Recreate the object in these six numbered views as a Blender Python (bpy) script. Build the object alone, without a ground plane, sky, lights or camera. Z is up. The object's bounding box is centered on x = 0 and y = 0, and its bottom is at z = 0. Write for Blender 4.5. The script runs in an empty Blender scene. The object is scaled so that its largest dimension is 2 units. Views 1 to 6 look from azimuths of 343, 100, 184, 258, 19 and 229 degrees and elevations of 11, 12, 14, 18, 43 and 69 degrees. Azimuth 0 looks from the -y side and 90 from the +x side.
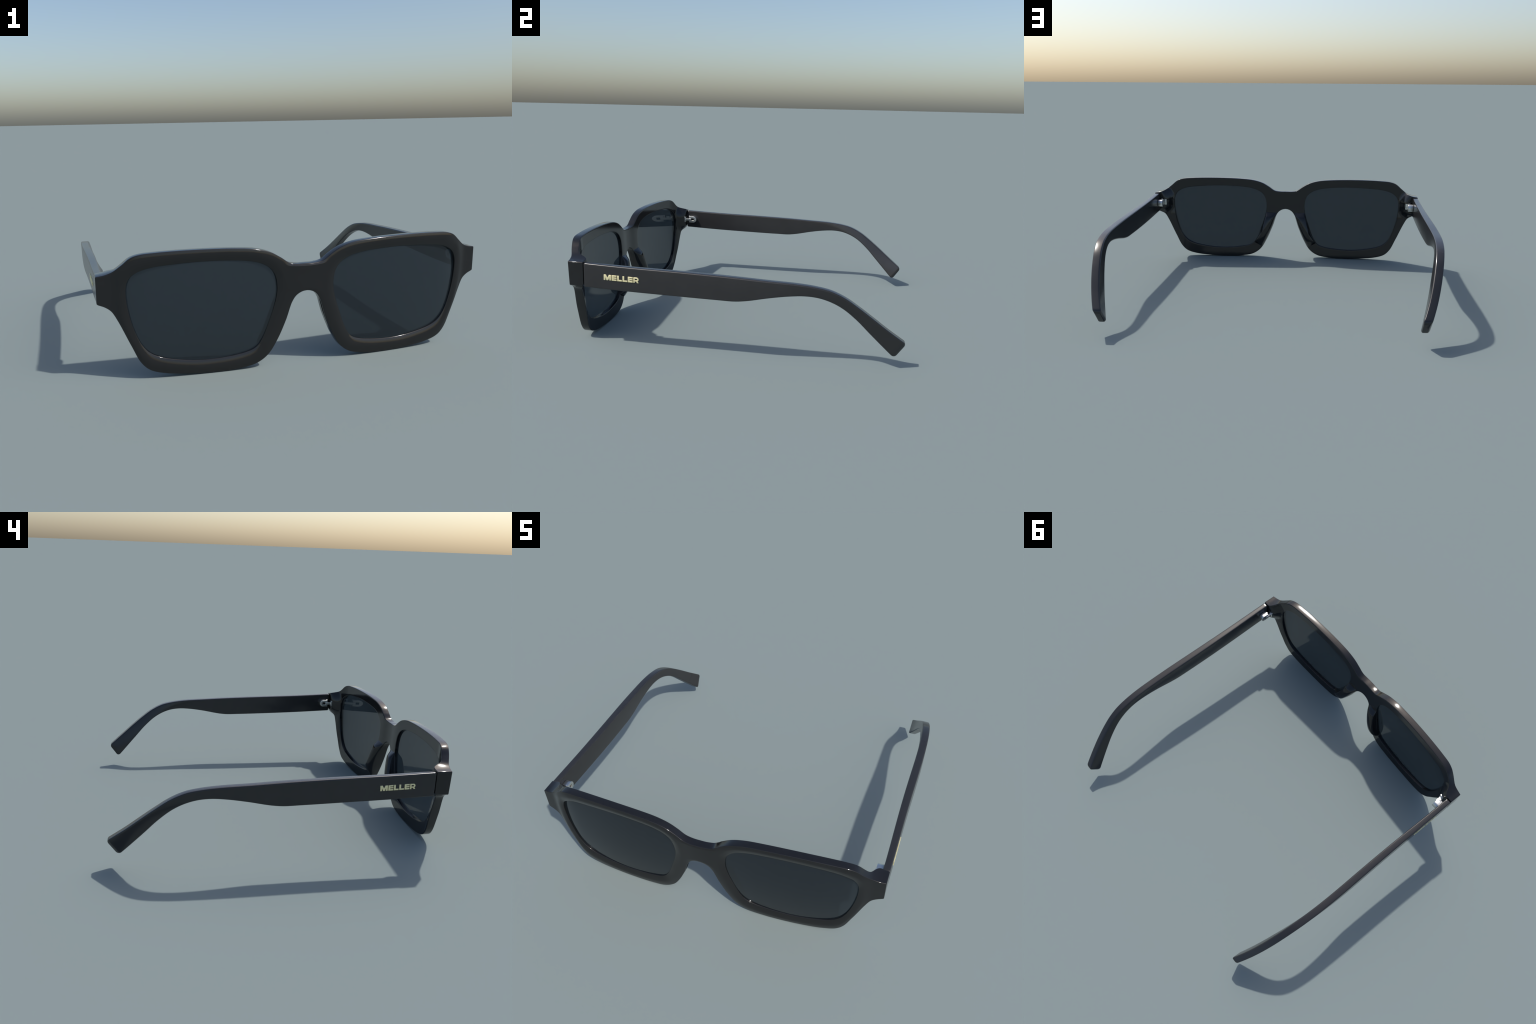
"""Thick-rimmed angular sunglasses: front, two tinted lenses, nose pads,
two temples with raised gold lettering and small steel loop hinges."""
import bpy, bmesh, math
import numpy as np
from mathutils import Vector

# ------------------------------------------------------------------ helpers
def spline(points, per=24, t0=None, t1=None):
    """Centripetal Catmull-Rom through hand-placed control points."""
    P = [np.array(p, float) for p in points]
    a = 2 * P[0] - P[1] if t0 is None else P[0] - np.array(t0) * np.linalg.norm(P[1] - P[0])
    b = 2 * P[-1] - P[-2] if t1 is None else P[-1] + np.array(t1) * np.linalg.norm(P[-1] - P[-2])
    P = [a] + P + [b]
    out = []
    for i in range(1, len(P) - 2):
        p0, p1, p2, p3 = P[i - 1:i + 3]
        k0 = 0.0
        k1 = k0 + max(np.linalg.norm(p1 - p0), 1e-6) ** 0.5
        k2 = k1 + max(np.linalg.norm(p2 - p1), 1e-6) ** 0.5
        k3 = k2 + max(np.linalg.norm(p3 - p2), 1e-6) ** 0.5
        for j in range(per):
            t = k1 + (k2 - k1) * j / per
            a1 = (k1 - t) / (k1 - k0) * p0 + (t - k0) / (k1 - k0) * p1
            a2 = (k2 - t) / (k2 - k1) * p1 + (t - k1) / (k2 - k1) * p2
            a3 = (k3 - t) / (k3 - k2) * p2 + (t - k2) / (k3 - k2) * p3
            b1 = (k2 - t) / (k2 - k0) * a1 + (t - k0) / (k2 - k0) * a2
            b2 = (k3 - t) / (k3 - k1) * a2 + (t - k1) / (k3 - k1) * a3
            out.append((k2 - t) / (k2 - k1) * b1 + (t - k1) / (k2 - k1) * b2)
    out.append(P[-2])
    return np.array(out)

def arclen(c):
    return np.concatenate([[0], np.cumsum(np.linalg.norm(np.diff(c, axis=0), axis=1))])

def at(c, L, s):
    return np.stack([np.interp(s, L, c[:, k]) for k in range(c.shape[1])], -1)

def smooth_closed(c, n):
    """Closed curve smoothed lightly by a circular moving average."""
    k = np.array([1, 4, 6, 4, 1]) / 16.0
    for _ in range(n):
        c = sum(w * np.roll(c, j - 2, 0) for j, w in enumerate(k))
    return c

def smoothstep(x, a, b):
    t = np.clip((x - a) / (b - a), 0, 1)
    return t * t * (3 - 2 * t)

def make_object(name, verts, faces, mat, parent, smooth=True, angle=None):
    me = bpy.data.meshes.new(name)
    me.from_pydata([tuple(map(float, v)) for v in verts], [], faces)
    bm = bmesh.new(); bm.from_mesh(me)
    bmesh.ops.remove_doubles(bm, verts=bm.verts, dist=1e-6)
    bmesh.ops.recalc_face_normals(bm, faces=bm.faces)
    bm.to_mesh(me); bm.free()
    for p in me.polygons:
        p.use_smooth = smooth
    if angle is not None:
        me.set_sharp_from_angle(angle=math.radians(angle))
    me.materials.append(mat)
    ob = bpy.data.objects.new(name, me)
    bpy.context.scene.collection.objects.link(ob)
    ob.parent = parent
    return ob

def loft(rings, close_ring=True, cap=True):
    n = len(rings[0]); V = []; F = []
    for r in rings:
        V += list(r)
    for i in range(len(rings) - 1):
        for j in range(n if close_ring else n - 1):
            k = (j + 1) % n
            F.append((i * n + j, i * n + k, (i + 1) * n + k, (i + 1) * n + j))
    if cap:
        F.append(tuple(range(n))[::-1])
        F.append(tuple(range((len(rings) - 1) * n, len(rings) * n)))
    return V, F

# ---------------------------------------------------------------- materials
def new_mat(name):
    m = bpy.data.materials.new(name); m.use_nodes = True
    nt = m.node_tree
    return m, nt, nt.nodes["Principled BSDF"]

def acetate_material(name, dark, light, rough):
    m, nt, b = new_mat(name)
    co = nt.nodes.new("ShaderNodeTexCoord")
    no = nt.nodes.new("ShaderNodeTexNoise"); no.inputs["Scale"].default_value = 9.0
    no.inputs["Detail"].default_value = 2.0
    nt.links.new(co.outputs["Object"], no.inputs["Vector"])
    cr = nt.nodes.new("ShaderNodeValToRGB")
    cr.color_ramp.elements[0].position = 0.3
    cr.color_ramp.elements[0].color = (*dark, 1)
    cr.color_ramp.elements[1].position = 0.7
    cr.color_ramp.elements[1].color = (*light, 1)
    nt.links.new(no.outputs["Fac"], cr.inputs["Fac"])
    nt.links.new(cr.outputs["Color"], b.inputs["Base Color"])
    b.inputs["Roughness"].default_value = rough
    b.inputs["IOR"].default_value = 1.5
    return m

def lens_material():
    m, nt, b = new_mat("smoke_tinted_lens")
    b.inputs["Base Color"].default_value = (*LENS_TINT, 1)
    b.inputs["Transmission Weight"].default_value = 1.0
    b.inputs["Roughness"].default_value = 0.0
    b.inputs["IOR"].default_value = 1.48
    d = nt.nodes.new("ShaderNodeBsdfDiffuse")
    d.inputs["Color"].default_value = (0.105, 0.145, 0.18, 1)
    mix = nt.nodes.new("ShaderNodeMixShader"); mix.inputs[0].default_value = 0.085
    nt.links.new(b.outputs[0], mix.inputs[1]); nt.links.new(d.outputs[0], mix.inputs[2])
    nt.links.new(mix.outputs[0], nt.nodes["Material Output"].inputs["Surface"])
    return m

def metal_material(name, col, rough, metallic=1.0):
    m, nt, b = new_mat(name)
    co = nt.nodes.new("ShaderNodeTexCoord")
    no = nt.nodes.new("ShaderNodeTexNoise"); no.inputs["Scale"].default_value = 60.0
    nt.links.new(co.outputs["Object"], no.inputs["Vector"])
    mr = nt.nodes.new("ShaderNodeMapRange")
    mr.inputs["To Min"].default_value = rough * 0.85
    mr.inputs["To Max"].default_value = rough * 1.15
    nt.links.new(no.outputs["Fac"], mr.inputs["Value"])
    nt.links.new(mr.outputs["Result"], b.inputs["Roughness"])
    b.inputs["Base Color"].default_value = (*col, 1)
    b.inputs["Metallic"].default_value = metallic
    return m

LENS_TINT = (0.037, 0.049, 0.063)

MAT_FRAME = acetate_material("black_acetate", (0.0098, 0.0098, 0.0104), (0.0112, 0.0112, 0.0119), 0.11)
MAT_TEMPLE = acetate_material("charcoal_acetate", (0.0230, 0.0227, 0.0238), (0.0255, 0.0251, 0.0263), 0.20)
MAT_LENS = lens_material()
MAT_GOLD = metal_material("brushed_gold", (0.90, 0.81, 0.49), 0.45, 0.6)
MAT_STEEL = metal_material("polished_steel", (0.74, 0.74, 0.71), 0.34)

# -------------------------------------------------------------------- root
root = bpy.data.objects.new("sunglasses", None)
bpy.context.scene.collection.objects.link(root)
root["label"] = "black thick-rimmed angular sunglasses with dark lenses and gold lettering"
root["category"] = "sunglasses"

# ---------------------------------------------------- front: base surface
def base_y(x, z):
    """Depth of the lens-side front edge: gentle wrap plus slight tilt."""
    ax = np.abs(x)
    y = -0.9206 + 0.0464 * ax ** 2 + 0.016 * ax ** 4
    y = y - 0.0550 * (z - .3) + 0.0450 * (z - .3) ** 2
    return y + 0.018 * smoothstep(ax, .775, .94)

def bridge_w(x):
    return np.exp(-(np.abs(x) / 0.085) ** 2.5)

CROWN = 0.0105
def front_y(x, z, dh, do):
    rec_h = CROWN * np.clip(1 - dh / 0.040, 0, 1) ** 1.4
    rec_o = 0.004 * np.clip(1 - do / 0.030, 0, 1) ** 2
    ends = smoothstep(np.abs(x), .86, .93)
    return base_y(x, z) + (rec_h + rec_o - CROWN) * (1 - ends) - 0.008 * bridge_w(x)

BACK = 0.0385
def back_y(x, z):
    ax = np.abs(x)
    edge = 0.893 + 0.022 * np.clip((z - .437) / .07, -1.3, 1.3) ** 2
    t = np.clip((ax - edge + .055) / .090, 0, 1)
    block = t ** 3 * (t * (6 * t - 15) + 10) * smoothstep(z, .322, .388)
    rim = base_y(x, z) + BACK - 0.007 * bridge_w(x)
    rim = rim + 0.008 * smoothstep(ax, .79, .87) * (1 - smoothstep(z, .32, .42))
    return rim * (1 - block) + block * -0.766

# ------------------------------------------------- front: outlines (x, z)
top = spline([(0, .5085), (.045, .509), (.085, .516), (.13, .546), (.18, .574), (.25, .594),
              (.35, .604), (.53, .6095), (.71, .607), (.795, .600), (.835, .586), (.875, .553),
              (.915, .523), (.95, .510), (.9835, .5045)], t0=(1, 0))
c1 = np.array([(.9835 + .0055 * math.sin(t), .499 + .0055 * math.cos(t)) for t in np.linspace(0.15, 1.5, 8)])
c2 = np.array([(.9820 + .007 * math.cos(t), .3785 - .007 * math.sin(t)) for t in np.linspace(.05, 1.2, 8)])
low = spline([(.981, .370), (.953, .358), (.926, .337), (.900, .292), (.845, .167), (.806, .084),
              (.765, .043), (.69, .0185), (.56, .004), (.45, .0), (.36, .003), (.255, .020), (.193, .060),
              (.146, .132), (.103, .230), (.072, .322), (.050, .354), (.022, .370), (0, .3735)], t1=(-1, 0))
OUT = np.concatenate([top, c1, c2, low])
HOLE = spline([(.145, .400), (.154, .455), (.180, .495), (.228, .523), (.30, .540), (.41, .549),
               (.53, .551), (.65, .546), (.745, .537), (.802, .520), (.840, .492), (.856, .455),
               (.8585, .405), (.849, .325), (.829, .245), (.802, .178), (.765, .130), (.72, .104),
               (.65, .085), (.54, .069), (.42, .069), (.30, .085), (.253, .104), (.222, .145),
               (.186, .235), (.160, .312), (.147, .370), (.145, .400)])
hl = arclen(HOLE)
HOLE = at(HOLE, hl, np.linspace(0, hl[-1], 721))[:-1]
HOLE = smooth_closed(HOLE, 12)
HC = np.concatenate([HOLE, HOLE[:1]]); HL = arclen(HC)

def near_s(c, L, p):
    return L[np.argmin(np.linalg.norm(c - np.array(p), axis=1))]

# matching stations on outer outline and lens opening
OL = arclen(OUT)
PAIRS = [((0, .5085), (.157, .462)), ((.13, .546), (.185, .499)), ((.25, .594), (.25, .529)),
         ((.53, .6095), (.53, .551)), ((.71, .607), (.71, .541)), ((.835, .586), (.812, .514)),
         ((.915, .523), (.846, .482)), ((.987, .502), (.855, .460)), ((.987, .375), (.857, .415)),
         ((.926, .337), (.855, .370)), ((.845, .167), (.815, .208)), ((.765, .043), (.745, .116)),
         ((.56, .004), (.54, .069)), ((.36, .003), (.38, .072)), ((.255, .020), (.270, .096)),
         ((.193, .060), (.236, .122)), ((.146, .132), (.210, .173)), ((.103, .230), (.180, .254)),
         ((.072, .322), (.156, .330)), ((0, .3735), (.145, .395))]
so = [near_s(OUT, OL, a) for a, b in PAIRS]
sh = [near_s(HC, HL, b) for a, b in PAIRS]
for i in range(1, len(sh)):
    while sh[i] < sh[i - 1]:
        sh[i] += HL[-1]
# outer columns: dense near small-radius corners
dens = [np.linspace(0, OL[-1], 520)]
for s_c in (near_s(OUT, OL, (.987, .502)), near_s(OUT, OL, (.987, .375))):
    dens.append(np.linspace(s_c - .02, s_c + .02, 60))
S = np.unique(np.round(np.concatenate(dens), 6))
O = at(OUT, OL, S)
O[0, 0] = 0; O[-1, 0] = 0
tan = np.gradient(O, axis=0)
tan = np.stack([np.convolve(np.pad(tan[:, k], 2, mode='edge'), np.ones(5) / 5, 'valid') for k in (0, 1)], -1)
NO = np.stack([tan[:, 1], -tan[:, 0]], -1)          # inward normal (outline runs clockwise)
NO /= np.linalg.norm(NO, axis=1)[:, None]
NO[0] = (0, -1); NO[-1] = (0, 1)
SHo = np.interp(S, so, sh)
NSEAM = 22                                            # columns along the mirror line
seam_sh = np.linspace(SHo[-1], SHo[0] + HL[-1], NSEAM + 2)[1:-1]
SHall = np.concatenate([SHo, seam_sh])
H = at(np.concatenate([HC, HC[1:]]), np.concatenate([HL, HL[1:] + HL[-1]]), SHall % HL[-1])
htan = at(np.concatenate([HC, HC[1:]]), np.concatenate([HL, HL[1:] + HL[-1]]), SHall % HL[-1] + 1e-3) - H
NH = np.stack([-htan[:, 1], htan[:, 0]], -1)
NH /= np.linalg.norm(NH, axis=1)[:, None]
if ((H + .01 * NH - np.array([.5, .31])) ** 2).sum() < ((H - np.array([.5, .31])) ** 2).sum():
    NH = -NH

RF, RB, RH = 0.0038, 0.0042, 0.003                      # edge radii
nO, nA = len(O), len(SHall)
M = 16
rim_front_in = H + NH * RH
columns = []
for i in range(nA):
    seam = i >= nO
    h, nh = H[i], NH[i]
    col = []
    def o_at(d, r):
        if seam:
            f = (i - nO + 1) / (NSEAM + 1)
            return np.array([0.0, (O[-1, 1] + r) * (1 - f) + (O[0, 1] - r) * f])
        p = O[i] + NO[i] * d
        p[0] = max(p[0], 0.0)
        return p
    def fy(p):
        dh = max(np.linalg.norm(p - h), 0)
        do = 9.0 if seam else max(np.linalg.norm(p - O[i]) - 0.0, 0)
        return front_y(p[0], p[1], dh, do)
    # hole rounding, front
    for k in range(5):
        a = k / 4 * math.pi / 2
        p = h + nh * RH * (1 - math.cos(a))
        col.append((p[0], fy(h) + RH * (1 - math.sin(a)), p[1]))
    a0, a1 = h + nh * RH, o_at(RF, RF)
    for k in range(1, M):
        t = k / M
        p = a0 * (1 - t) + a1 * t
        col.append((p[0], fy(p), p[1]))
    for k in range(7):
        a = k / 6 * math.pi / 2
        p = o_at(RF * (1 - math.sin(a)), RF)
        y = fy(a1) + (0 if seam else RF * (1 - math.cos(a)))
        col.append((p[0], y, p[1]))
    b1 = o_at(RB, RF)
    for k in range(6):
        a = k / 5 * math.pi / 2
        p = o_at(RB * (1 - math.cos(a)), RF)
        y = back_y(b1[0], b1[1]) - (0 if seam else RB * (1 - math.sin(a)))
        col.append((p[0], y, p[1]))
    for k in range(1, M):
        t = k / M
        p = b1 * (1 - t) + (h + nh * RH) * t
        col.append((p[0], back_y(p[0], p[1]), p[1]))
    for k in range(5):
        a = k / 4 * math.pi / 2
        p = h + nh * RH * (1 - math.sin(a))
        col.append((p[0], back_y(h[0], h[1]) - RH * (1 - math.cos(a)), p[1]))
    columns.append(col)

V = []; F = []
nc = len(columns[0])
for col in columns:
    V += col
for i in range(nA):
    j = (i + 1) % nA
    for k in range(nc):
        l = (k + 1) % nc
        F.append((i * nc + k, j * nc + k, j * nc + l, i * nc + l))
V = np.array(V)
keep = [f for f in F if not np.all(np.abs(V[list(f), 0]) < 1e-7)]
n0 = len(V)
V2 = V * np.array([-1, 1, 1])
F2 = keep + [tuple(n0 + a for a in f[::-1]) for f in keep]
front = make_object("rim_front", np.concatenate([V, V2]), F2, MAT_FRAME, root, True, 50)

# ------------------------------------------------------------------ lenses
def lens(side):
    GROW = 0.004
    c = np.array([.5, .31])
    loop = HOLE + 0.0
    d = loop - c
    loop = c + d * (1 + GROW / np.linalg.norm(d, axis=1))[:, None]
    loop = loop[::3]
    n = len(loop)
    def front_rec(x, z):
        u, w = (x - .5) / .36, (z - .31) / .25
        return 0.019 - 0.015 * (1 - u * u) - 0.013 * (1 - w * w) + 0.004 * max(u, 0) ** 2
    def back_rec(x, z):
        t = np.clip((x - .15) / .7, 0, 1.1)
        u = (x - .5) / .36
        return max(0.018 + 0.008 * u * u + 0.003 * t, front_rec(x, z) + 0.005)
    fr = [0.0, .12, .25, .4, .55, .7, .82, .91, .97, 1.0]
    V = []; F = []
    for sgn in (0, 1):
        for f in fr:
            P = c + (loop - c) * max(f, 1e-4)
            for p in P:
                y = base_y(p[0], p[1]) + (back_rec if sgn else front_rec)(p[0], p[1])
                V.append((side * p[0], y, p[1]))
    m = len(fr)
    for sgn in (0, 1):
        for a in range(m - 1):
            for j in range(n):
                k = (j + 1) % n; o = sgn * m * n
                F.append((o + a * n + j, o + a * n + k, o + (a + 1) * n + k, o + (a + 1) * n + j))
    for j in range(n):
        k = (j + 1) % n
        F.append(((m - 1) * n + j, (m - 1) * n + k, (2 * m - 1) * n + k, (2 * m - 1) * n + j))
    for sgn in (0, 1):
        F.append(tuple(sgn * m * n + j for j in range(n)))
    return make_object("lens", V, F, MAT_LENS, root, True, 40)

for s in (-1, 1):
    lens(s)

# --------------------------------------------------------------- nose pads
def nose_pad(side):
    nose = spline([(.064, .345), (.0752, .315), (.0972, .245), (.1243, .180), (.1475, .130), (.178, .083)])
    lens_side = spline([(.150, .350), (.158, .315), (.180, .245), (.204, .180), (.226, .140), (.240, .118)])
    tt = np.linspace(0, 1, len(nose))
    hh = spline([(0, .000), (.10, .016), (.22, .034), (.35, .043), (.55, .048), (.75, .043), (.9, .030), (1.0, .012)], 12)
    rings = []
    for i in np.linspace(0, len(nose) - 1, 60).astype(int):
        a, b = nose[i], lens_side[i]
        h = np.interp(tt[i], hh[:, 0], hh[:, 1])
        # cross-section: sunk base, long slope on the nose side, rounded ridge, steep lens side
        prof = [(-.02, -.030), (-.005, -.004), (.02, .20), (.07, .46), (.15, .70), (.26, .87), (.40, .97),
                (.56, 1.02), (.72, 1.03), (.85, .99), (.93, .88), (.98, .65), (1.0, .3), (1.0, -.02)]
        ring = []
        for u, q in prof:
            p = a * (1 - u) + b * u
            yb = float(back_y(p[0], p[1]))
            y = yb + (q * h if q > 0 else q)
            if u >= .99 and q < 0:
                y = yb - .012
            ring.append((side * p[0], y, p[1]))
        ring.append((side * (a * .0 + b)[0], float(back_y(*b)) - .012, b[1]))
        rings.append(ring)
    V, F = loft(rings)
    return make_object("nose_pad", V, F, MAT_FRAME, root, True, 45)

for s in (-1, 1):
    nose_pad(s)

# ----------------------------------------------------------------- temples
TOP = spline([(-.763, .4995), (-.52, .490), (-.2, .482), (.05, .474), (.225, .466), (.39, .458), (.485, .447),
              (.56, .430), (.635, .395), (.705, .3465), (.78, .288), (.85, .2305), (.91, .183), (.957, .146)])
BOT = spline([(-.763, .3665), (-.52, .357), (-.2, .349), (-.03, .346), (.064, .3455), (.13, .353), (.245, .376),
              (.35, .392), (.43, .397), (.50, .3895), (.565, .368), (.625, .334), (.695, .2745), (.765, .2005),
              (.83, .132), (.875, .085), (.897, .063)])
TL, BL = arclen(TOP), arclen(BOT)
MATCH = [((-.763, .4995), (-.763, .3665)), ((.05, .474), (.064, .3455)), ((.39, .458), (.41, .396)),
         ((.56, .430), (.545, .378)), ((.705, .3465), (.66, .31)), ((.85, .2305), (.79, .18)), ((.957, .146), (.897, .063))]
ms = [0, .38, .55, .65, .76, .88, 1.0]
mt = [near_s(TOP, TL, a) for a, b in MATCH]
mb = [near_s(BOT, BL, b) for a, b in MATCH]

def outer_x(y):
    return -0.0703 * y ** 4 - 0.0799 * y ** 3 - 0.0061 * y ** 2 + 0.0205 * y + 0.9960

def temple_frame(s):
    return at(TOP, TL, np.interp(s, ms, mt)), at(BOT, BL, np.interp(s, ms, mb))

def temple(side):
    total = TL[-1]
    R0, R1 = 0.004, 0.018
    st = [(0 + R0 / total * (1 - math.sin(a)), R0 * (1 - math.cos(a))) for a in np.linspace(math.pi / 2, 0, 5)]
    st += [(s, 0) for s in np.linspace(R0 / total, 1 - 1.9 * R1 / total, 170)[1:-1]]
    st += [(1 - 1.9 * R1 / total * (1 - math.sin(a)), R1 * (1 - math.cos(a))) for a in np.linspace(0, math.pi / 2, 8)]
    rings = []
    RC = 0.0075
    for s, inset in st:
        t, b = temple_frame(s)
        L = np.linalg.norm(t - b); u = (t - b) / L
        lean = 0.030 * smoothstep(s, .42, .98)
        th = 0.037 + 0.010 * smoothstep(s, -.05, .4)
        hz = L / 2 - inset; hx = th / 2 - min(inset, inset * .5 + .002)
        rc = max(min(RC, hx, hz), 1e-4)
        mid = (t + b) / 2
        ring = []
        for cx, cz, a0 in ((1, 1, 0), (-1, 1, 90), (-1, -1, 180), (1, -1, 270)):
            for k in range(7):
                a = math.radians(a0 + 90 * k / 6)
                px = cx * (hx - rc) + rc * math.cos(a)
                pz = cz * (hz - rc) + rc * math.sin(a)
                yz = mid + u * pz
                x = outer_x(yz[0]) - th / 2 + px - lean * (0.5 - pz / L)
                ring.append((side * x, yz[0], yz[1]))
        # extra points along the long sides keep the faces smooth
        rings.append(ring)
    V, F = loft(rings)
    return make_object("temple", V, F, MAT_TEMPLE, root, True, 50)

temples = {s: temple(s) for s in (-1, 1)}

# --------------------------------------------------------------- lettering
# glyph strokes in units of cap height; each glyph is (advance width, outlines)
def arc_pts(cx, cy, rx, ry, a0, a1, n=10):
    return [(cx + rx * math.cos(math.radians(a)), cy + ry * math.sin(math.radians(a))) for a in np.linspace(a0, a1, n)]

def glyph(ch):
    if ch == "M":
        w = 1.42
        return w, [(0, 0), (.33, 0), (.33, .52), (.54, 0), (.88, 0), (1.09, .52), (1.09, 0), (w, 0), (w, 1),
                   (.98, 1), (.71, .44), (.44, 1), (0, 1)], None
    if ch == "E":
        w = .94
        return w, [(0, 0), (w, 0), (w, .25), (.33, .25), (.33, .385), (w, .385), (w, .615), (.33, .615), (.33, .75),
                   (w, .75), (w, 1), (0, 1)], None
    if ch == "L":
        w = .90
        return w, [(0, 0), (w, 0), (w, .26), (.33, .26), (.33, 1), (0, 1)], None
    w = 1.02
    outer = [(0, 0), (.27, 0), (.27, .27), (.52, .27), (.70, 0), (w, 0), (.84, .30)] + \
        arc_pts(.62, .63, .40, .37, -55, 90) + [(0, 1)]
    inner = [(.27, .48)] + arc_pts(.60, .62, .15, .14, -90, 90, 8) + [(.27, .76)]
    return w, outer, inner

def lettering(side):
    """Raised gold word following the outer face of the temple."""
    word = "MELLER"
    cap, gap = .0296, .125
    widths = [glyph(c)[0] for c in word]
    total = sum(widths) + gap * (len(word) - 1)
    y_m, z_m, y_r, z_r = ((-.648, .415, -.453, .409) if side > 0 else (-.453, .409, -.648, .415))
    axis = np.array([y_r - y_m, z_r - z_m]); length = np.linalg.norm(axis); axis /= length
    up = np.array([-axis[1], axis[0]]) if side > 0 else np.array([axis[1], -axis[0]])
    sx = length / total
    pen = 0.0
    for ch in word:
        w, outer, inner = glyph(ch)
        cu = bpy.data.curves.new("letter_outline", "CURVE")
        cu.dimensions = "2D"; cu.fill_mode = "BOTH"
        for loop in (outer, inner):
            if loop is None:
                continue
            sp = cu.splines.new("POLY"); sp.points.add(len(loop) - 1)
            for q, (u, v) in zip(sp.points, loop):
                q.co = ((pen + u) * sx, v * cap, 0, 1)
            sp.use_cyclic_u = True
        cu.extrude = 0.0022; cu.bevel_depth = 0.0012; cu.bevel_resolution = 2; cu.offset = -0.0011
        tmp = bpy.data.objects.new("letter_outline", cu)
        bpy.context.scene.collection.objects.link(tmp)
        dg = bpy.context.evaluated_depsgraph_get()
        me = bpy.data.meshes.new_from_object(tmp.evaluated_get(dg))
        bpy.data.objects.remove(tmp); bpy.data.curves.remove(cu)
        for v in me.vertices:
            yz = np.array([y_m, z_m]) + axis * v.co.x + up * v.co.y
            x = side * (outer_x(yz[0]) + v.co.z + 0.0002)
            v.co = (x, yz[0], yz[1])
        bm = bmesh.new(); bm.from_mesh(me)
        bmesh.ops.remove_doubles(bm, verts=bm.verts, dist=1e-6)
        bmesh.ops.recalc_face_normals(bm, faces=bm.faces)
        bm.to_mesh(me); bm.free()
        for p in me.polygons:
            p.use_smooth = True
        me.set_sharp_from_angle(angle=math.radians(35))
        me.materials.clear(); me.materials.append(MAT_GOLD)
        ob = bpy.data.objects.new("letter", me)
        bpy.context.scene.collection.objects.link(ob)
        ob.parent = temples[side]
        pen += w + gap

for s in (-1, 1):
    lettering(s)

# ------------------------------------------------------------------ hinges
def bevelled_prism(name, outline_yz, holes, x0, x1, side, parent, bevel=0.0015):
    """Plate with a yz outline (and optional hole) between two x depths."""
    cu = bpy.data.curves.new(name, "CURVE"); cu.dimensions = "2D"; cu.fill_mode = "BOTH"
    for loop in [outline_yz] + holes:
        sp = cu.splines.new("POLY"); sp.points.add(len(loop) - 1)
        for q, (u, v) in zip(sp.points, loop):
            q.co = (u, v, 0, 1)
        sp.use_cyclic_u = True
    cu.extrude = abs(x1 - x0) / 2 - bevel; cu.bevel_depth = bevel; cu.bevel_resolution = 2; cu.offset = -bevel
    tmp = bpy.data.objects.new(name, cu); bpy.context.scene.collection.objects.link(tmp)
    me = bpy.data.meshes.new_from_object(tmp.evaluated_get(bpy.context.evaluated_depsgraph_get()))
    bpy.data.objects.remove(tmp); bpy.data.curves.remove(cu)
    for v in me.vertices:
        v.co = (side * ((x0 + x1) / 2 + v.co.z), v.co.x, v.co.y)
    bm = bmesh.new(); bm.from_mesh(me)
    bmesh.ops.remove_doubles(bm, verts=bm.verts, dist=1e-6)
    bmesh.ops.recalc_face_normals(bm, faces=bm.faces)
    bm.to_mesh(me); bm.free()
    for p in me.polygons:
        p.use_smooth = True
    me.set_sharp_from_angle(angle=math.radians(35))
    me.materials.clear(); me.materials.append(MAT_STEEL)
    ob = bpy.data.objects.new(name, me); bpy.context.scene.collection.objects.link(ob)
    ob.parent = parent
    return ob

def box(y0, y1, z0, z1):
    return [(y0, z0), (y1, z0), (y1, z1), (y0, z1)]

def hinge(side):
    zc = .434
    loop = [(-.740, zc - .024), (-.708, zc - .025)] + \
        [(-.706 + .023 * math.cos(math.radians(a)), zc + .025 * math.sin(math.radians(a))) for a in range(-80, 81, 10)] + \
        [(-.708, zc + .025), (-.740, zc + .024)]
    holder = bevelled_prism("hinge", loop, [box(-.726, -.702, zc - .009, zc + .008)], .914, .950, side, root)
    bevelled_prism("hinge_arm", box(-.775, -.724, zc - .009, zc + .008), [], .908, .926, side, holder)
    bevelled_prism("hinge_plate", box(-.778, -.7655, zc - .021, zc + .021), [], .902, .930, side, holder)
    bevelled_prism("hinge_pin", box(-.744, -.732, zc - .024, zc + .028), [], .920, .936, side, holder, .003)

for s in (-1, 1):
    hinge(s)
